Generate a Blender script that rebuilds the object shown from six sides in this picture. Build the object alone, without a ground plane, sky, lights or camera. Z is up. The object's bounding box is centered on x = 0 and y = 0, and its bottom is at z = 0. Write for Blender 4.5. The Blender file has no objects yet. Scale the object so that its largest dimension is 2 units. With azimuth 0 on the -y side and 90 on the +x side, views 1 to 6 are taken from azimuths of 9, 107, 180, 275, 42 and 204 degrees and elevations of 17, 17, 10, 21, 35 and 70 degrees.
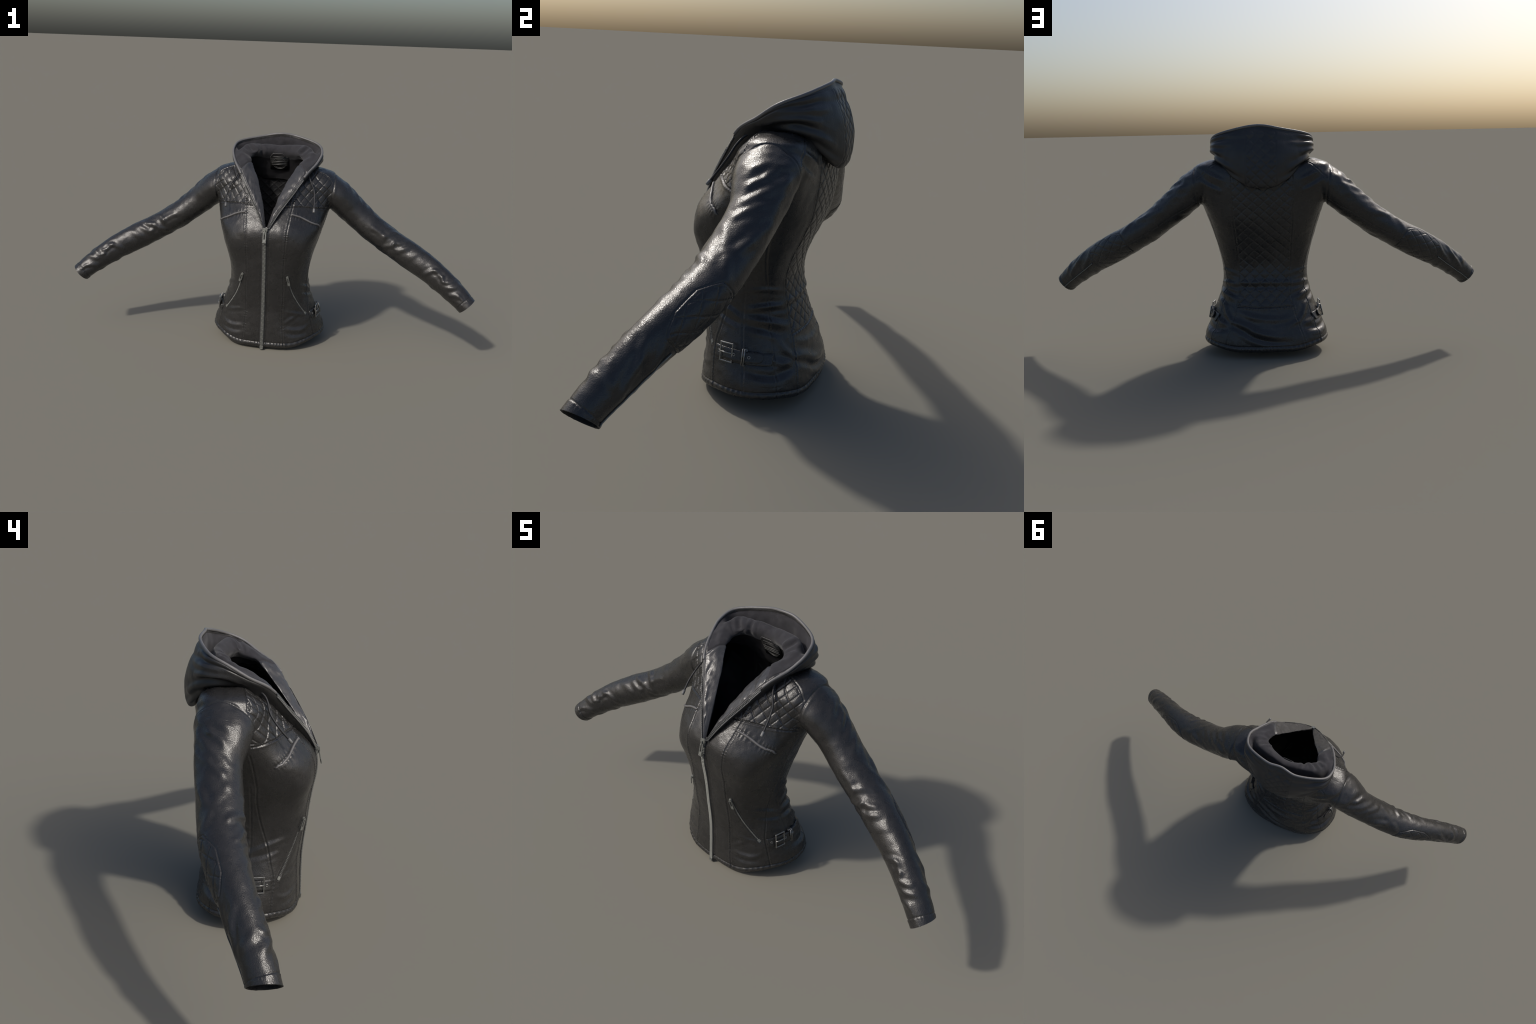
"""A black leather jacket with a hood that lies back, quilted yokes and back, zips and side buckles."""
import bpy, bmesh, math, random
import numpy as np
from mathutils import Vector, Matrix
from mathutils.bvhtree import BVHTree
from mathutils.kdtree import KDTree

random.seed(7)
RNG = np.random.default_rng(7)
MIRROR = np.array([-1.0, 1.0, 1.0])
COL = bpy.context.scene.collection

# ------------------------------------------------------------------ helpers
def catmull(P, n):
    """Smooth curve through points P, n samples per span."""
    P = np.asarray(P, float)
    Q = np.concatenate([[2 * P[0] - P[1]], P, [2 * P[-1] - P[-2]]])
    t = np.linspace(0, 1, n, endpoint=False)
    t = t.reshape((-1,) + (1,) * (P.ndim - 1))
    out = []
    for i in range(1, len(Q) - 2):
        a, b, c, d = Q[i - 1], Q[i], Q[i + 1], Q[i + 2]
        out.append(.5 * (2 * b + (c - a) * t + (2 * a - 5 * b + 4 * c - d) * t ** 2
                         + (3 * b - a - 3 * c + d) * t ** 3))
    out.append(Q[-2][None])
    return np.concatenate(out)

def resample(C, step=None, n=None):
    C = np.asarray(C, float)
    s = np.r_[0, np.cumsum(np.linalg.norm(np.diff(C[:, :3], axis=0), axis=1))]
    if n is None:
        n = max(2, int(round(s[-1] / step)) + 1)
    q = np.linspace(0, s[-1], n)
    return np.stack([np.interp(q, s, C[:, k]) for k in range(C.shape[1])], 1)

def unit(v):
    v = np.asarray(v, float)
    return v / (np.linalg.norm(v, axis=-1, keepdims=True) + 1e-12)

def smooth01(x, a, b):
    t = np.clip((x - a) / (b - a), 0, 1)
    return t * t * (3 - 2 * t)

def value_noise(P, scale, seed=0):
    """Smooth 3D value noise in -1..1 for an array of points."""
    r = np.random.default_rng(seed)
    lattice = r.uniform(-1, 1, (32, 32, 32))
    q = np.asarray(P) * scale + 100
    i = np.floor(q).astype(int); f = q - i; f = f * f * (3 - 2 * f)
    out = 0
    for dx in (0, 1):
        for dy in (0, 1):
            for dz in (0, 1):
                w = ((f[:, 0] if dx else 1 - f[:, 0]) * (f[:, 1] if dy else 1 - f[:, 1])
                     * (f[:, 2] if dz else 1 - f[:, 2]))
                out = out + w * lattice[(i[:, 0] + dx) % 32, (i[:, 1] + dy) % 32, (i[:, 2] + dz) % 32]
    return out

def vertex_normals(V, F):
    a, b, c, d = (V[F[:, k]] for k in range(4))
    n = np.cross(c - a, d - b)
    N = np.zeros_like(V)
    for k in range(4):
        for ax in range(3):
            N[:, ax] += np.bincount(F[:, k], n[:, ax], len(V))
    return unit(N)

def laplace(V, F, it, lam=.5, keep=None):
    E = np.concatenate([F[:, [0, 1]], F[:, [1, 2]], F[:, [2, 3]], F[:, [3, 0]]])
    E = np.concatenate([E, E[:, ::-1]])
    deg = np.bincount(E[:, 0], minlength=len(V)).clip(1)
    for i in range(it):
        S = np.stack([np.bincount(E[:, 0], V[E[:, 1], k], len(V)) for k in range(3)], 1) / deg[:, None]
        l = lam if i % 2 == 0 else -lam * 1.03
        D = l * (S - V)
        if keep is not None:
            D[keep] = 0
        V = V + D
    return V

def mesh_object(name, V, F, mat, parent=None, smooth=True, normals=None):
    me = bpy.data.meshes.new(name)
    me.from_pydata([tuple(v) for v in V], [], [tuple(int(i) for i in f) for f in F])
    me.materials.append(mat)
    me.polygons.foreach_set("use_smooth", [smooth] * len(me.polygons))
    me.update()
    if normals is not None:
        me.normals_split_custom_set_from_vertices([tuple(n) for n in normals])
    ob = bpy.data.objects.new(name, me)
    COL.objects.link(ob)
    if parent is not None:
        ob.parent = parent
    return ob

def arrays(me):
    V = np.empty(len(me.vertices) * 3); me.vertices.foreach_get("co", V); V = V.reshape(-1, 3)
    F = np.array([list(p.vertices) if len(p.vertices) == 4 else list(p.vertices) + [p.vertices[-1]]
                  for p in me.polygons], int)
    return V, F

def grid_faces(n, m, close_m=False):
    F = []
    mm = m if close_m else m - 1
    i, j = np.meshgrid(np.arange(n - 1), np.arange(mm), indexing='ij')
    j2 = (j + 1) % m
    return np.stack([i * m + j, i * m + j2, (i + 1) * m + j2, (i + 1) * m + j], -1).reshape(-1, 4)

def tube(C, r, seg=8, squash=1.0, up=None, caps=True):
    """Tube along curve C; r scalar or per point. Returns V, F."""
    C = np.asarray(C, float); n = len(C)
    r = np.broadcast_to(np.asarray(r, float), (n,))
    T = unit(np.gradient(C, axis=0))
    ref = np.array([0, 0, 1.0]) if up is None else np.asarray(up, float)
    ref = np.broadcast_to(ref, T.shape)
    A = unit(np.cross(T, ref)); B = np.cross(A, T)
    a = np.linspace(0, 2 * np.pi, seg, endpoint=False)
    V = (C[:, None] + r[:, None, None] * (np.cos(a)[None, :, None] * A[:, None]
         + squash * np.sin(a)[None, :, None] * B[:, None])).reshape(-1, 3)
    F = [tuple(f) for f in grid_faces(n, seg, True)]
    if caps:
        F.append(tuple(range(seg))[::-1]); F.append(tuple((n - 1) * seg + k for k in range(seg)))
    return V, F

def box(size, bevel=.0008, seg=2):
    bm = bmesh.new()
    bmesh.ops.create_cube(bm, size=1)
    bmesh.ops.scale(bm, vec=size, verts=bm.verts)
    if bevel:
        bmesh.ops.bevel(bm, geom=bm.edges[:], offset=bevel, segments=seg, affect='EDGES')
    me = bpy.data.meshes.new("block"); bm.to_mesh(me); bm.free()
    V = np.array([v.co[:] for v in me.vertices]); F = [tuple(p.vertices) for p in me.polygons]
    bpy.data.meshes.remove(me)
    return V, F

def hard_object(*a):
    return mesh_object(*a, smooth=False)

def join(parts):
    V, F, o = [], [], 0
    for v, f in parts:
        V.append(np.asarray(v)); F += [tuple(i + o for i in q) for q in f]; o += len(v)
    return np.concatenate(V), F

def frame(x, y, z, o):
    return np.stack([x, y, z], 1), np.asarray(o, float)

def place(VF, R, o):
    return VF[0] @ R.T + o, VF[1]

# ---------------------------------------------------------------- materials
def material(name, colour, rough, dark=.8, light=1.25, patch=9.0, grain=0.0, grain_scale=260,
             metallic=0.0, spec=.5, rough_var=.08, weave=False, coat=0.0, sheen=0.0):
    m = bpy.data.materials.new(name); m.use_nodes = True
    nt = m.node_tree; N = nt.nodes; L = nt.links
    b = N["Principled BSDF"]
    tc = N.new("ShaderNodeTexCoord")
    n1 = N.new("ShaderNodeTexNoise"); n1.inputs["Scale"].default_value = patch
    n1.inputs["Detail"].default_value = 6; n1.inputs["Roughness"].default_value = .62
    L.new(tc.outputs["Object"], n1.inputs["Vector"])
    ramp = N.new("ShaderNodeValToRGB")
    ramp.color_ramp.elements[0].position = .32; ramp.color_ramp.elements[1].position = .72
    ramp.color_ramp.elements[0].color = (*[c * dark for c in colour], 1)
    ramp.color_ramp.elements[1].color = (*[c * light for c in colour], 1)
    L.new(n1.outputs["Fac"], ramp.inputs["Fac"])
    L.new(ramp.outputs["Color"], b.inputs["Base Color"])
    n3 = N.new("ShaderNodeTexNoise"); n3.inputs["Scale"].default_value = 38
    n3.inputs["Detail"].default_value = 3
    L.new(tc.outputs["Object"], n3.inputs["Vector"])
    mr = N.new("ShaderNodeMapRange")
    mr.inputs["From Min"].default_value = .3; mr.inputs["From Max"].default_value = .7
    mr.inputs["To Min"].default_value = max(0, rough - rough_var); mr.inputs["To Max"].default_value = min(1, rough + rough_var)
    L.new(n3.outputs["Fac"], mr.inputs["Value"]); L.new(mr.outputs["Result"], b.inputs["Roughness"])
    b.inputs["Metallic"].default_value = metallic
    b.inputs["Specular IOR Level"].default_value = spec
    if coat: b.inputs["Coat Weight"].default_value = coat; b.inputs["Coat Roughness"].default_value = .25
    if sheen:
        b.inputs["Sheen Weight"].default_value = sheen; b.inputs["Sheen Roughness"].default_value = .5
    if grain:
        bump = N.new("ShaderNodeBump"); bump.inputs["Strength"].default_value = grain
        bump.inputs["Distance"].default_value = .004
        if weave:
            n2 = N.new("ShaderNodeTexNoise"); n2.inputs["Scale"].default_value = grain_scale
            n2.inputs["Detail"].default_value = 4
            L.new(tc.outputs["Object"], n2.inputs["Vector"]); h = n2.outputs["Fac"]
        else:
            vo = N.new("ShaderNodeTexVoronoi"); vo.inputs["Scale"].default_value = grain_scale
            L.new(tc.outputs["Object"], vo.inputs["Vector"])
            n2 = N.new("ShaderNodeTexNoise"); n2.inputs["Scale"].default_value = grain_scale * .6
            n2.inputs["Detail"].default_value = 3
            L.new(tc.outputs["Object"], n2.inputs["Vector"])
            mx = N.new("ShaderNodeMath"); mx.operation = 'MULTIPLY_ADD'
            mx.inputs[1].default_value = .35
            L.new(vo.outputs["Distance"], mx.inputs[0]); L.new(n2.outputs["Fac"], mx.inputs[2])
            h = mx.outputs[0]
        L.new(h, bump.inputs["Height"]); L.new(bump.outputs["Normal"], b.inputs["Normal"])
    return m

LEATHER = material("black_leather", (.021, .0205, .0205), .28, grain=.22, grain_scale=420, rough_var=.06, spec=.55)
HOOD_LEATHER = material("hood_leather", (.023, .0225, .023), .38, grain=.20, grain_scale=420, rough_var=.06)
LAPEL_LEATHER = material("lapel_leather", (.046, .045, .046), .31, grain=.16, grain_scale=380, rough_var=.06, spec=.55)
PIPING = material("edge_piping", (.125, .122, .122), .42, grain=.15, grain_scale=400)
COLLAR = material("lining_darkened_for_shade", (.016, .0155, .017), .85, patch=40, grain=.25, grain_scale=420, weave=True, spec=.2)  # lining colour darkened to paint in the shadow inside the neck opening
LINING = material("fleece_lining", (.029, .0282, .032), .92, dark=.8, light=1.3, patch=40, grain=.35,
                  grain_scale=420, weave=True, spec=.2, sheen=.15)
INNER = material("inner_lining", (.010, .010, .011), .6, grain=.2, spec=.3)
METAL = material("zip_metal", (.21, .215, .20), .42, dark=.7, light=1.25, patch=120, metallic=.45, spec=.5)
BUCKLE_METAL = material("buckle_metal", (.30, .30, .29), .34, dark=.6, light=1.2, patch=60, metallic=.8)
TAPE = material("zip_tape", (.018, .018, .019), .75, grain=.2, weave=True)
CORD = material("cord", (.018, .018, .020), .6, grain=.2, weave=True)
CORD_TIP = material("cord_tip", (.13, .13, .13), .45)
THREAD = material("thread", (.045, .044, .044), .6)
LABEL = material("label_patch", (.012, .012, .012), .5)
LABEL_MARK = material("label_mark", (.055, .055, .053), .4)

ROOT = bpy.data.objects.new("hooded_jacket", None); COL.objects.link(ROOT)
ROOT["label"] = "black hooded leather jacket with quilted yokes, zips and buckles"
ROOT["category"] = "jacket"

# ------------------------------------------------------------------- torso
# half cross-sections, front centre to back centre, by height
SECTIONS = {
    -.04: [(0, -0.193), (.108, -0.184), (.2, -.142), (.262, -.065), (.284, .020), (.252, .119), (.155, .182), (0, .202)],
    .05: [(0, -0.193), (.105, -0.184), (.195, -.142), (.260, -.065), (.282, .020), (.252, .116), (.155, .179), (0, .199)],
    .15: [(0, -0.190), (.095, -0.179), (.175, -.145), (.230, -.090), (.255, -.005), (.230, .088), (.145, .155), (0, .178)],
    .22: [(0, -0.191), (.092, -0.178), (.165, -.145), (.213, -.083), (.228, -.005), (.203, .078), (.128, .132), (0, .150)],
    .28: [(0, -0.197), (.09, -0.186), (.155, -.150), (.195, -.085), (.206, -.015), (.187, .063), (.117, .113), (0, .130)],
    .34: [(0, -0.204), (.09, -0.194), (.150, -.157), (.185, -.088), (.195, -.02), (.177, .056), (.112, .102), (0, .117)],
    .40: [(0, -0.210), (.09, -0.202), (.155, -.163), (.190, -.090), (.198, -.02), (.178, .056), (.113, .095), (0, .107)],
    .47: [(0, -0.218), (.095, -0.209), (.168, -.178), (.204, -.105), (.212, -.02), (.190, .069), (.12, .109), (0, .122)],
    .55: [(0, -0.230), (.1, -0.226), (.183, -.195), (.226, -.110), (.234, -.01), (.208, .088), (.125, .143), (0, .156)],
    .61: [(0, -0.224), (.1, -0.220), (.188, -.178), (.243, -.101), (.252, .01), (.218, .114), (.13, .168), (0, .180)],
    .70: [(0, -.165), (.105, -.157), (.190, -.110), (.256, -.053), (.280, .04), (.242, .140), (.13, .185), (0, .195)],
    .76: [(0, -.115), (.11, -.108), (.2, -.070), (.268, -.026), (.292, .065), (.262, .158), (.13, .190), (0, .198)],
    .83: [(0, -.05), (.12, -.055), (.21, -.037), (.278, -.006), (.298, .075), (.265, .157), (.13, .182), (0, .19)],
    .865: [(0, .0), (.12, .0), (.2, -.004), (.262, .020), (.288, .080), (.255, .140), (.13, .163), (0, .168)],
    .885: [(0, .04), (.12, .02), (.18, .018), (.215, .040), (.232, .075), (.21, .112), (.13, .138), (0, .145)],
}
ZS = np.array(sorted(SECTIONS))
SEC = np.array([SECTIONS[z] for z in ZS])                  # (levels, 8, 2)

def hermite_z(z):
    """Cross-section control points at height z."""
    m = np.gradient(SEC, ZS, axis=0)
    i = int(np.clip(np.searchsorted(ZS, z) - 1, 0, len(ZS) - 2))
    h = ZS[i + 1] - ZS[i]; t = (z - ZS[i]) / h
    return ((2 * t ** 3 - 3 * t ** 2 + 1) * SEC[i] + (t ** 3 - 2 * t ** 2 + t) * h * m[i]
            + (-2 * t ** 3 + 3 * t ** 2) * SEC[i + 1] + (t ** 3 - t ** 2) * h * m[i + 1])

def torso_solid():
    rings = []
    zs = np.linspace(ZS[0], ZS[-1], 170)
    for z in zs:
        h = hermite_z(z)
        full = np.concatenate([h, (h * [-1, 1])[::-1][1:-1]])
        ext = np.concatenate([full[-3:], full, full[:4]])
        c = catmull(ext, 8)[3 * 8: (3 + len(full)) * 8]
        rings.append(np.c_[c, np.full(len(c), z)])
    V = np.array(rings); m = V.shape[1]
    F = [tuple(f) for f in grid_faces(len(zs), m, True)]
    F.append(tuple(range(m))[::-1]); F.append(tuple((len(zs) - 1) * m + k for k in range(m)))
    return V.reshape(-1, 3), F

# ------------------------------------------------------------------ sleeves
# spine x, y, z, radius across (horizontal), radius in the vertical plane
SLEEVE = np.array([
    (.205, .076, .818, .070, .045),
    (.255, .076, .795, .094, .068),
    (.300, .073, .765, .097, .0740),
    (.350, .076, .721, .087, .0730),
    (.400, .075, .678, .077, .0690),
    (.500, .056, .601, .0745, .0650),
    (.600, .036, .538, .0720, .0640),
    (.700, .003, .484, .0660, .0665),
    (.800, -.042, .429, .0560, .0620),
    (.900, -.092, .360, .0510, .0540),
    (.969, -.128, .3005, .0470, .0460),
    (1.02, -.152, .256, .0465, .0455),
])
SL_CURVE = resample(catmull(SLEEVE, 20), n=240)
SL_T = unit(np.gradient(SL_CURVE[:, :3], axis=0))
SL_H = unit(np.cross(SL_T, [0, 0, 1.0])) * -1          # points to the back (+y)
SL_N = np.cross(SL_T, SL_H); SL_N *= np.sign(SL_N[:, 2:3])   # points up
CUFF_P = np.array([.9685, -.128, .3000]); CUFF_N = unit([.066, -.012, -.064])

def sleeve_solid(side):
    a = np.linspace(0, 2 * np.pi, 56, endpoint=False)
    V = (SL_CURVE[:, None, :3] + SL_CURVE[:, None, 3:4] * np.cos(a)[None, :, None] * SL_H[:, None]
         + SL_CURVE[:, None, 4:5] * np.sin(a)[None, :, None] * SL_N[:, None])
    n = len(SL_CURVE)
    V = V.reshape(-1, 3)
    F = [tuple(f) for f in grid_faces(n, 56, True)]
    F.append(tuple(range(56))[::-1]); F.append(tuple((n - 1) * 56 + k for k in range(56)))
    if side < 0:
        V = V * MIRROR
    return V, F

def sleeve_coords(P):
    """Arc position 0..1 along the sleeve and angle round it (0 back, 90 up, 180 front)."""
    Q = P * np.where(P[:, :1] < 0, MIRROR, 1.0)
    x = SL_CURVE[:, 0]
    k = np.zeros(len(Q), int)
    best = np.full(len(Q), 1e9)
    for i in range(0, len(SL_CURVE), 2):
        d = ((Q - SL_CURVE[i, :3]) ** 2).sum(1)
        m = d < best
        best[m] = d[m]; k[m] = i
    D = Q - SL_CURVE[k, :3]
    along = (D * SL_T[k]).sum(1)
    step = np.linalg.norm(np.diff(SL_CURVE[:, :3], axis=0), axis=1).mean()
    s = (k * step + along)
    ang = np.degrees(np.arctan2((D * SL_N[k]).sum(1), (D * SL_H[k]).sum(1))) % 360
    return s, ang

HVOX = .0055
def build_body():
    parts = [torso_solid(), sleeve_solid(1), sleeve_solid(-1)]
    V, F = join(parts)
    me = bpy.data.meshes.new("tmp"); me.from_pydata([tuple(v) for v in V], [], F)
    bm = bmesh.new(); bm.from_mesh(me)
    bmesh.ops.recalc_face_normals(bm, faces=bm.faces); bm.to_mesh(me); bm.free()
    ob = bpy.data.objects.new("tmp", me); COL.objects.link(ob)
    md = ob.modifiers.new("r", 'REMESH'); md.mode = 'VOXEL'; md.voxel_size = HVOX; md.adaptivity = 0
    dg = bpy.context.evaluated_depsgraph_get()
    me2 = bpy.data.meshes.new_from_object(ob.evaluated_get(dg))
    V, F = arrays(me2)
    bpy.data.objects.remove(ob); bpy.data.meshes.remove(me2); bpy.data.meshes.remove(me)
    V = laplace(V, F, 24, .55)
    # melt the crotch where sleeve meets torso
    w = np.exp(-((np.abs(V[:, 0]) - .285) / .05) ** 2)[:, None]
    V = V * (1 - w) + laplace(V, F, 12, .5) * w
    # openings -------------------------------------------------------------
    def cut(V, F, f, grad):
        """Drop what lies where f > 0 and pull the border onto f = 0."""
        val = f(V)
        keepf = (val[F] < .45 * HVOX).all(1)
        F = F[keepf]
        used = np.zeros(len(V), bool); used[F.ravel()] = True
        remap = np.cumsum(used) - 1
        V, F = V[used], remap[F]
        b = border(V, F)
        b = b & (np.abs(f(V)) < 1.6 * HVOX)
        for _ in range(3):
            V[b] -= f(V[b])[:, None] * grad(V[b])
        return V, F
    # cuffs
    for sd in (1, -1):
        n = CUFF_N * (MIRROR if sd < 0 else 1); p = CUFF_P * (MIRROR if sd < 0 else 1)
        V, F = cut(V, F, lambda q: np.where(q[:, 0] * sd > .8, (q - p) @ n, -1), lambda q: np.tile(n, (len(q), 1)))
    # hem
    V, F = cut(V, F, lambda q: -q[:, 2] + .0, lambda q: np.tile([0, 0, -1.0], (len(q), 1)))
    # neck: a V at the front, an oval under the hood
    slope = .62; nl = math.hypot(1, slope)
    def neck(q):
        v = (slope * (q[:, 2] - .628) - np.abs(q[:, 0])) / nl
        v = np.where(q[:, 1] < .06, v, -1)
        r = np.hypot(q[:, 0] / .165, (q[:, 1] - .075) / .105)
        o = np.where(q[:, 2] > .75, (1 - r) * .12, -1)
        return np.maximum(v, o)
    def neck_grad(q):
        e = 1e-4; f0 = neck(q)
        g = np.stack([(neck(q + e * np.eye(3)[k]) - f0) / e for k in range(3)], 1)
        l2 = (g ** 2).sum(1, keepdims=True)
        return np.where((l2 > .2) & (l2 < 9), g / np.maximum(l2, 1e-6), 0)
    V, F = cut(V, F, neck, neck_grad)
    # drop loose islands
    me = bpy.data.meshes.new("tmp"); me.from_pydata([tuple(v) for v in V], [], [tuple(f) for f in F])
    me.update()
    ob = bpy.data.objects.new("tmp", me); COL.objects.link(ob)
    md = ob.modifiers.new("s", 'SUBSURF'); md.levels = 1; md.render_levels = 1
    dg = bpy.context.evaluated_depsgraph_get()
    me2 = bpy.data.meshes.new_from_object(ob.evaluated_get(dg))
    coarse = (V.copy(), F.copy())
    V, F = arrays(me2)
    bpy.data.objects.remove(ob); bpy.data.meshes.remove(me2); bpy.data.meshes.remove(me)
    return V, F, coarse

def border_edges(F):
    E = np.concatenate([F[:, [0, 1]], F[:, [1, 2]], F[:, [2, 3]], F[:, [3, 0]]])
    E = E[E[:, 0] != E[:, 1]]
    S = np.sort(E, 1)
    key = S[:, 0].astype(np.int64) * (F.max() + 1) + S[:, 1]
    u, inv, cnt = np.unique(key, return_inverse=True, return_counts=True)
    return E[cnt[inv] == 1]

def border(V, F):
    b = np.zeros(len(V), bool); b[border_edges(F).ravel()] = True
    return b

V, F, COARSE = build_body()

def hem_lift(P):
    """The hem rises at the sides and a little at the back."""
    x, y, z = P.T
    side = smooth01(np.abs(x), .12, .285)
    back = smooth01(y, .02, .2)
    lift = .012 + .036 * side * (1 - .35 * back) + .018 * back
    return lift * (1 - smooth01(z, .0, .17))
Z0 = V[:, 2].copy()
V[:, 2] += hem_lift(V)
COARSE[0][:, 2] += hem_lift(COARSE[0])
BASE = V.copy()
N = vertex_normals(V, F)
BVH = BVHTree.FromPolygons([tuple(v) for v in V], [tuple(f) for f in F])
KD = KDTree(len(V))
for i, v in enumerate(V):
    KD.insert(v, i)
KD.balance()
# ==DETAIL
def line_field(kd, count, poly, radius, snap=None, step=.0015):
    """Distance to a polyline and arc length of the nearest sample, for the vertices near it."""
    C = resample(poly, step)
    if snap is not None:
        C = np.array([np.array(snap.find_nearest(Vector(c))[0]) for c in C])
    arc = np.r_[0, np.cumsum(np.linalg.norm(np.diff(C, axis=0), axis=1))]
    dist = {}; pos = {}
    for c, a in zip(C, arc):
        for co, i, d in kd.find_range(Vector(c), radius):
            if d < dist.get(i, 9):
                dist[i] = d; pos[i] = a
    idx = np.fromiter(dist.keys(), int, len(dist))
    return idx, np.fromiter(dist.values(), float, len(dist)), np.fromiter((pos[i] for i in idx), float, len(dist)), C

DISP = np.zeros(len(V))
SEAMS = []          # surface polylines that carry stitches: (points, offset)

def both(poly):
    p = np.asarray(poly, float)
    return [p, p * MIRROR]

def seam(poly, depth=.0022, width=.0022, pucker=.0006, wave=.013, stitch=0.0, smooth=True):
    for p in both(poly):
        c = catmull(p, 8) if smooth and len(p) > 2 else p
        i, d, a, C = line_field(KD, len(V), c, .014, BVH)
        g = -depth * np.exp(-(d / width) ** 2) + .35 * depth * np.exp(-((d - .006) / .0035) ** 2)
        ph = 2 * np.pi * a / wave + 1.7 * np.sin(a * 31)
        g += pucker * .8 * np.sin(ph) * np.clip(.5 + 1.1 * value_noise(np.c_[a * 30, a * 7, a * 0 + p[0, 0] * 9], 1, 40), 0, 1.3) * np.exp(-((d - .005) / .004) ** 2)
        DISP[i] += g
        if stitch:
            SEAMS.append((C, stitch * (1 if p is not None and p[:, 0].mean() > 0 else -1)))

def fold(poly, amp, width, sides=(1, -1)):
    """A soft ridge (amp > 0) or valley along a line, fading at its ends."""
    for sd in sides:
        p = np.asarray(poly, float) * (MIRROR if sd < 0 else 1)
        c = catmull(p, 8) if len(p) > 2 else p
        i, d, a, C = line_field(KD, len(V), c, width * 3, BVH, step=.003)
        L = a.max() if len(a) else 1
        fade = np.clip(np.sin(np.pi * np.clip(a / max(L, 1e-6), .02, .98)), 0, 1) ** .6
        DISP[i] += amp * fade * (np.exp(-(d / width) ** 2) - .45 * np.exp(-((d - 1.7 * width) / width) ** 2))

# --- where the panels end -------------------------------------------------
PRINCESS = [(.113, -.10, .765), (.112, -.135, .725), (.108, -.165, .690), (.103, -.202, .648), (.100, -.231, .606), (.095, -.230, .53),
            (.091, -.21, .447), (.089, -.20, .40), (.090, -.18, .30), (.091, -.178, .22), (.094, -.181, .155), (.100, -.186, .08), (.106, -.188, .024)]
SIDE_A = [(.270, -.010, .672), (.257, -.021, .627), (.236, -.033, .545), (.217, -.033, .487), (.200, -.046, .405), (.193, -.073, .309),
          (.204, -.088, .243), (.212, -.099, .195), (.229, -.098, .132), (.246, -.092, .050)]
SIDE_B = [(.235, -.012, .545), (.195, -.014, .380), (.197, -.015, .322), (.212, -.010, .260), (.232, -.001, .210), (.258, .013, .144), (.284, .024, .065)]
SIDE_C = [(.245, .085, .64), (.212, .060, .522), (.198, .054, .471), (.175, .054, .393), (.172, .061, .326), (.189, .075, .256), (.199, .088, .213),
          (.219, .105, .149), (.246, .122, .050)]
BACK_D = [(.132, .18, .815), (.131, .185, .689), (.126, .152, .55), (.117, .10, .428), (.114, .10, .336), (.118, .12, .295), (.130, .14, .225),
          (.150, .155, .15), (.171, .17, .090), (.180, .17, .045)]
YOKE = [(.062, -.150, .724), (.112, -.135, .724), (.170, -.110, .721), (.215, -.083, .713), (.272, -.016, .704)]
YOKE_TOP = [(.190, .020, .886), (.205, .017, .883), (.250, .008, .866), (.284, -.002, .829)]
BACK_YOKE = [(.165, .148, .880), (.205, .151, .867), (.245, .163, .837), (.281, .167, .805)]
BACK_BASE = [(-.128, .14, .229), (-.06, .15, .227), (0, .155, .226), (.06, .15, .227), (.128, .14, .229)]

def at(poly, z, k):
    p = np.array(sorted(poly, key=lambda q: q[2]))
    return np.interp(z, p[:, 2], p[:, k])

X, Y, Z = BASE.T
AX = np.abs(X)
S_SL, ANG = sleeve_coords(BASE)
ANGS = (ANG + 180) % 360 - 180
def arm_x(z):
    return .281 + .014 * smooth01(z, .70, .83)
IN_SLEEVE = ((AX > arm_x(Z)) & (Z > .64)) | (AX > .33)

# quilting: two families of stitched lines crossing, cloth puffed up between
def quilt(u, v, pu, pv, mask, depth, puff, width=.0021):
    a = u / pu + v / pv; b = u / pu - v / pv
    sp = 1 / math.hypot(1 / pu, 1 / pv)
    da = np.abs(a - np.round(a)) * sp; db = np.abs(b - np.round(b)) * sp
    d = np.minimum(da, db)
    body = puff * np.sqrt(np.clip(da * db, 0, None)) / (sp * .5) * 1.0
    return mask * (body - depth * np.exp(-(d / width) ** 2))

zl = np.interp(AX, [p[0] for p in YOKE], [p[2] for p in YOKE])
ytop = np.interp(AX, [.19, .205, .25, .284], [.020, .017, .008, -.002])
YOKE_F = np.minimum(np.minimum((Z - zl), (ytop - Y) * .8), arm_x(Z) - AX)      # > 0 inside
yoke_mask = smooth01(YOKE_F, .0, .006) * (~IN_SLEEVE) * (Y < .04)
wob = .006 * value_noise(BASE, 14, 3)
DISP += quilt(AX - .124 + wob, Z - .762 - .25 * (Y + .1) + wob, .040, .040, yoke_mask, .0026, .0016, .0017)
BACK_F = np.minimum(at(BACK_D, Z, 0) - AX, Z - .229)
back_mask = smooth01(BACK_F, .0, .006) * (Y > 0)
wob = .005 * value_noise(BASE, 11, 5)
DISP += quilt(X - .044 + wob, Z - .306 - wob, .048, .044, back_mask, .0022, .0012, .0017)

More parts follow.
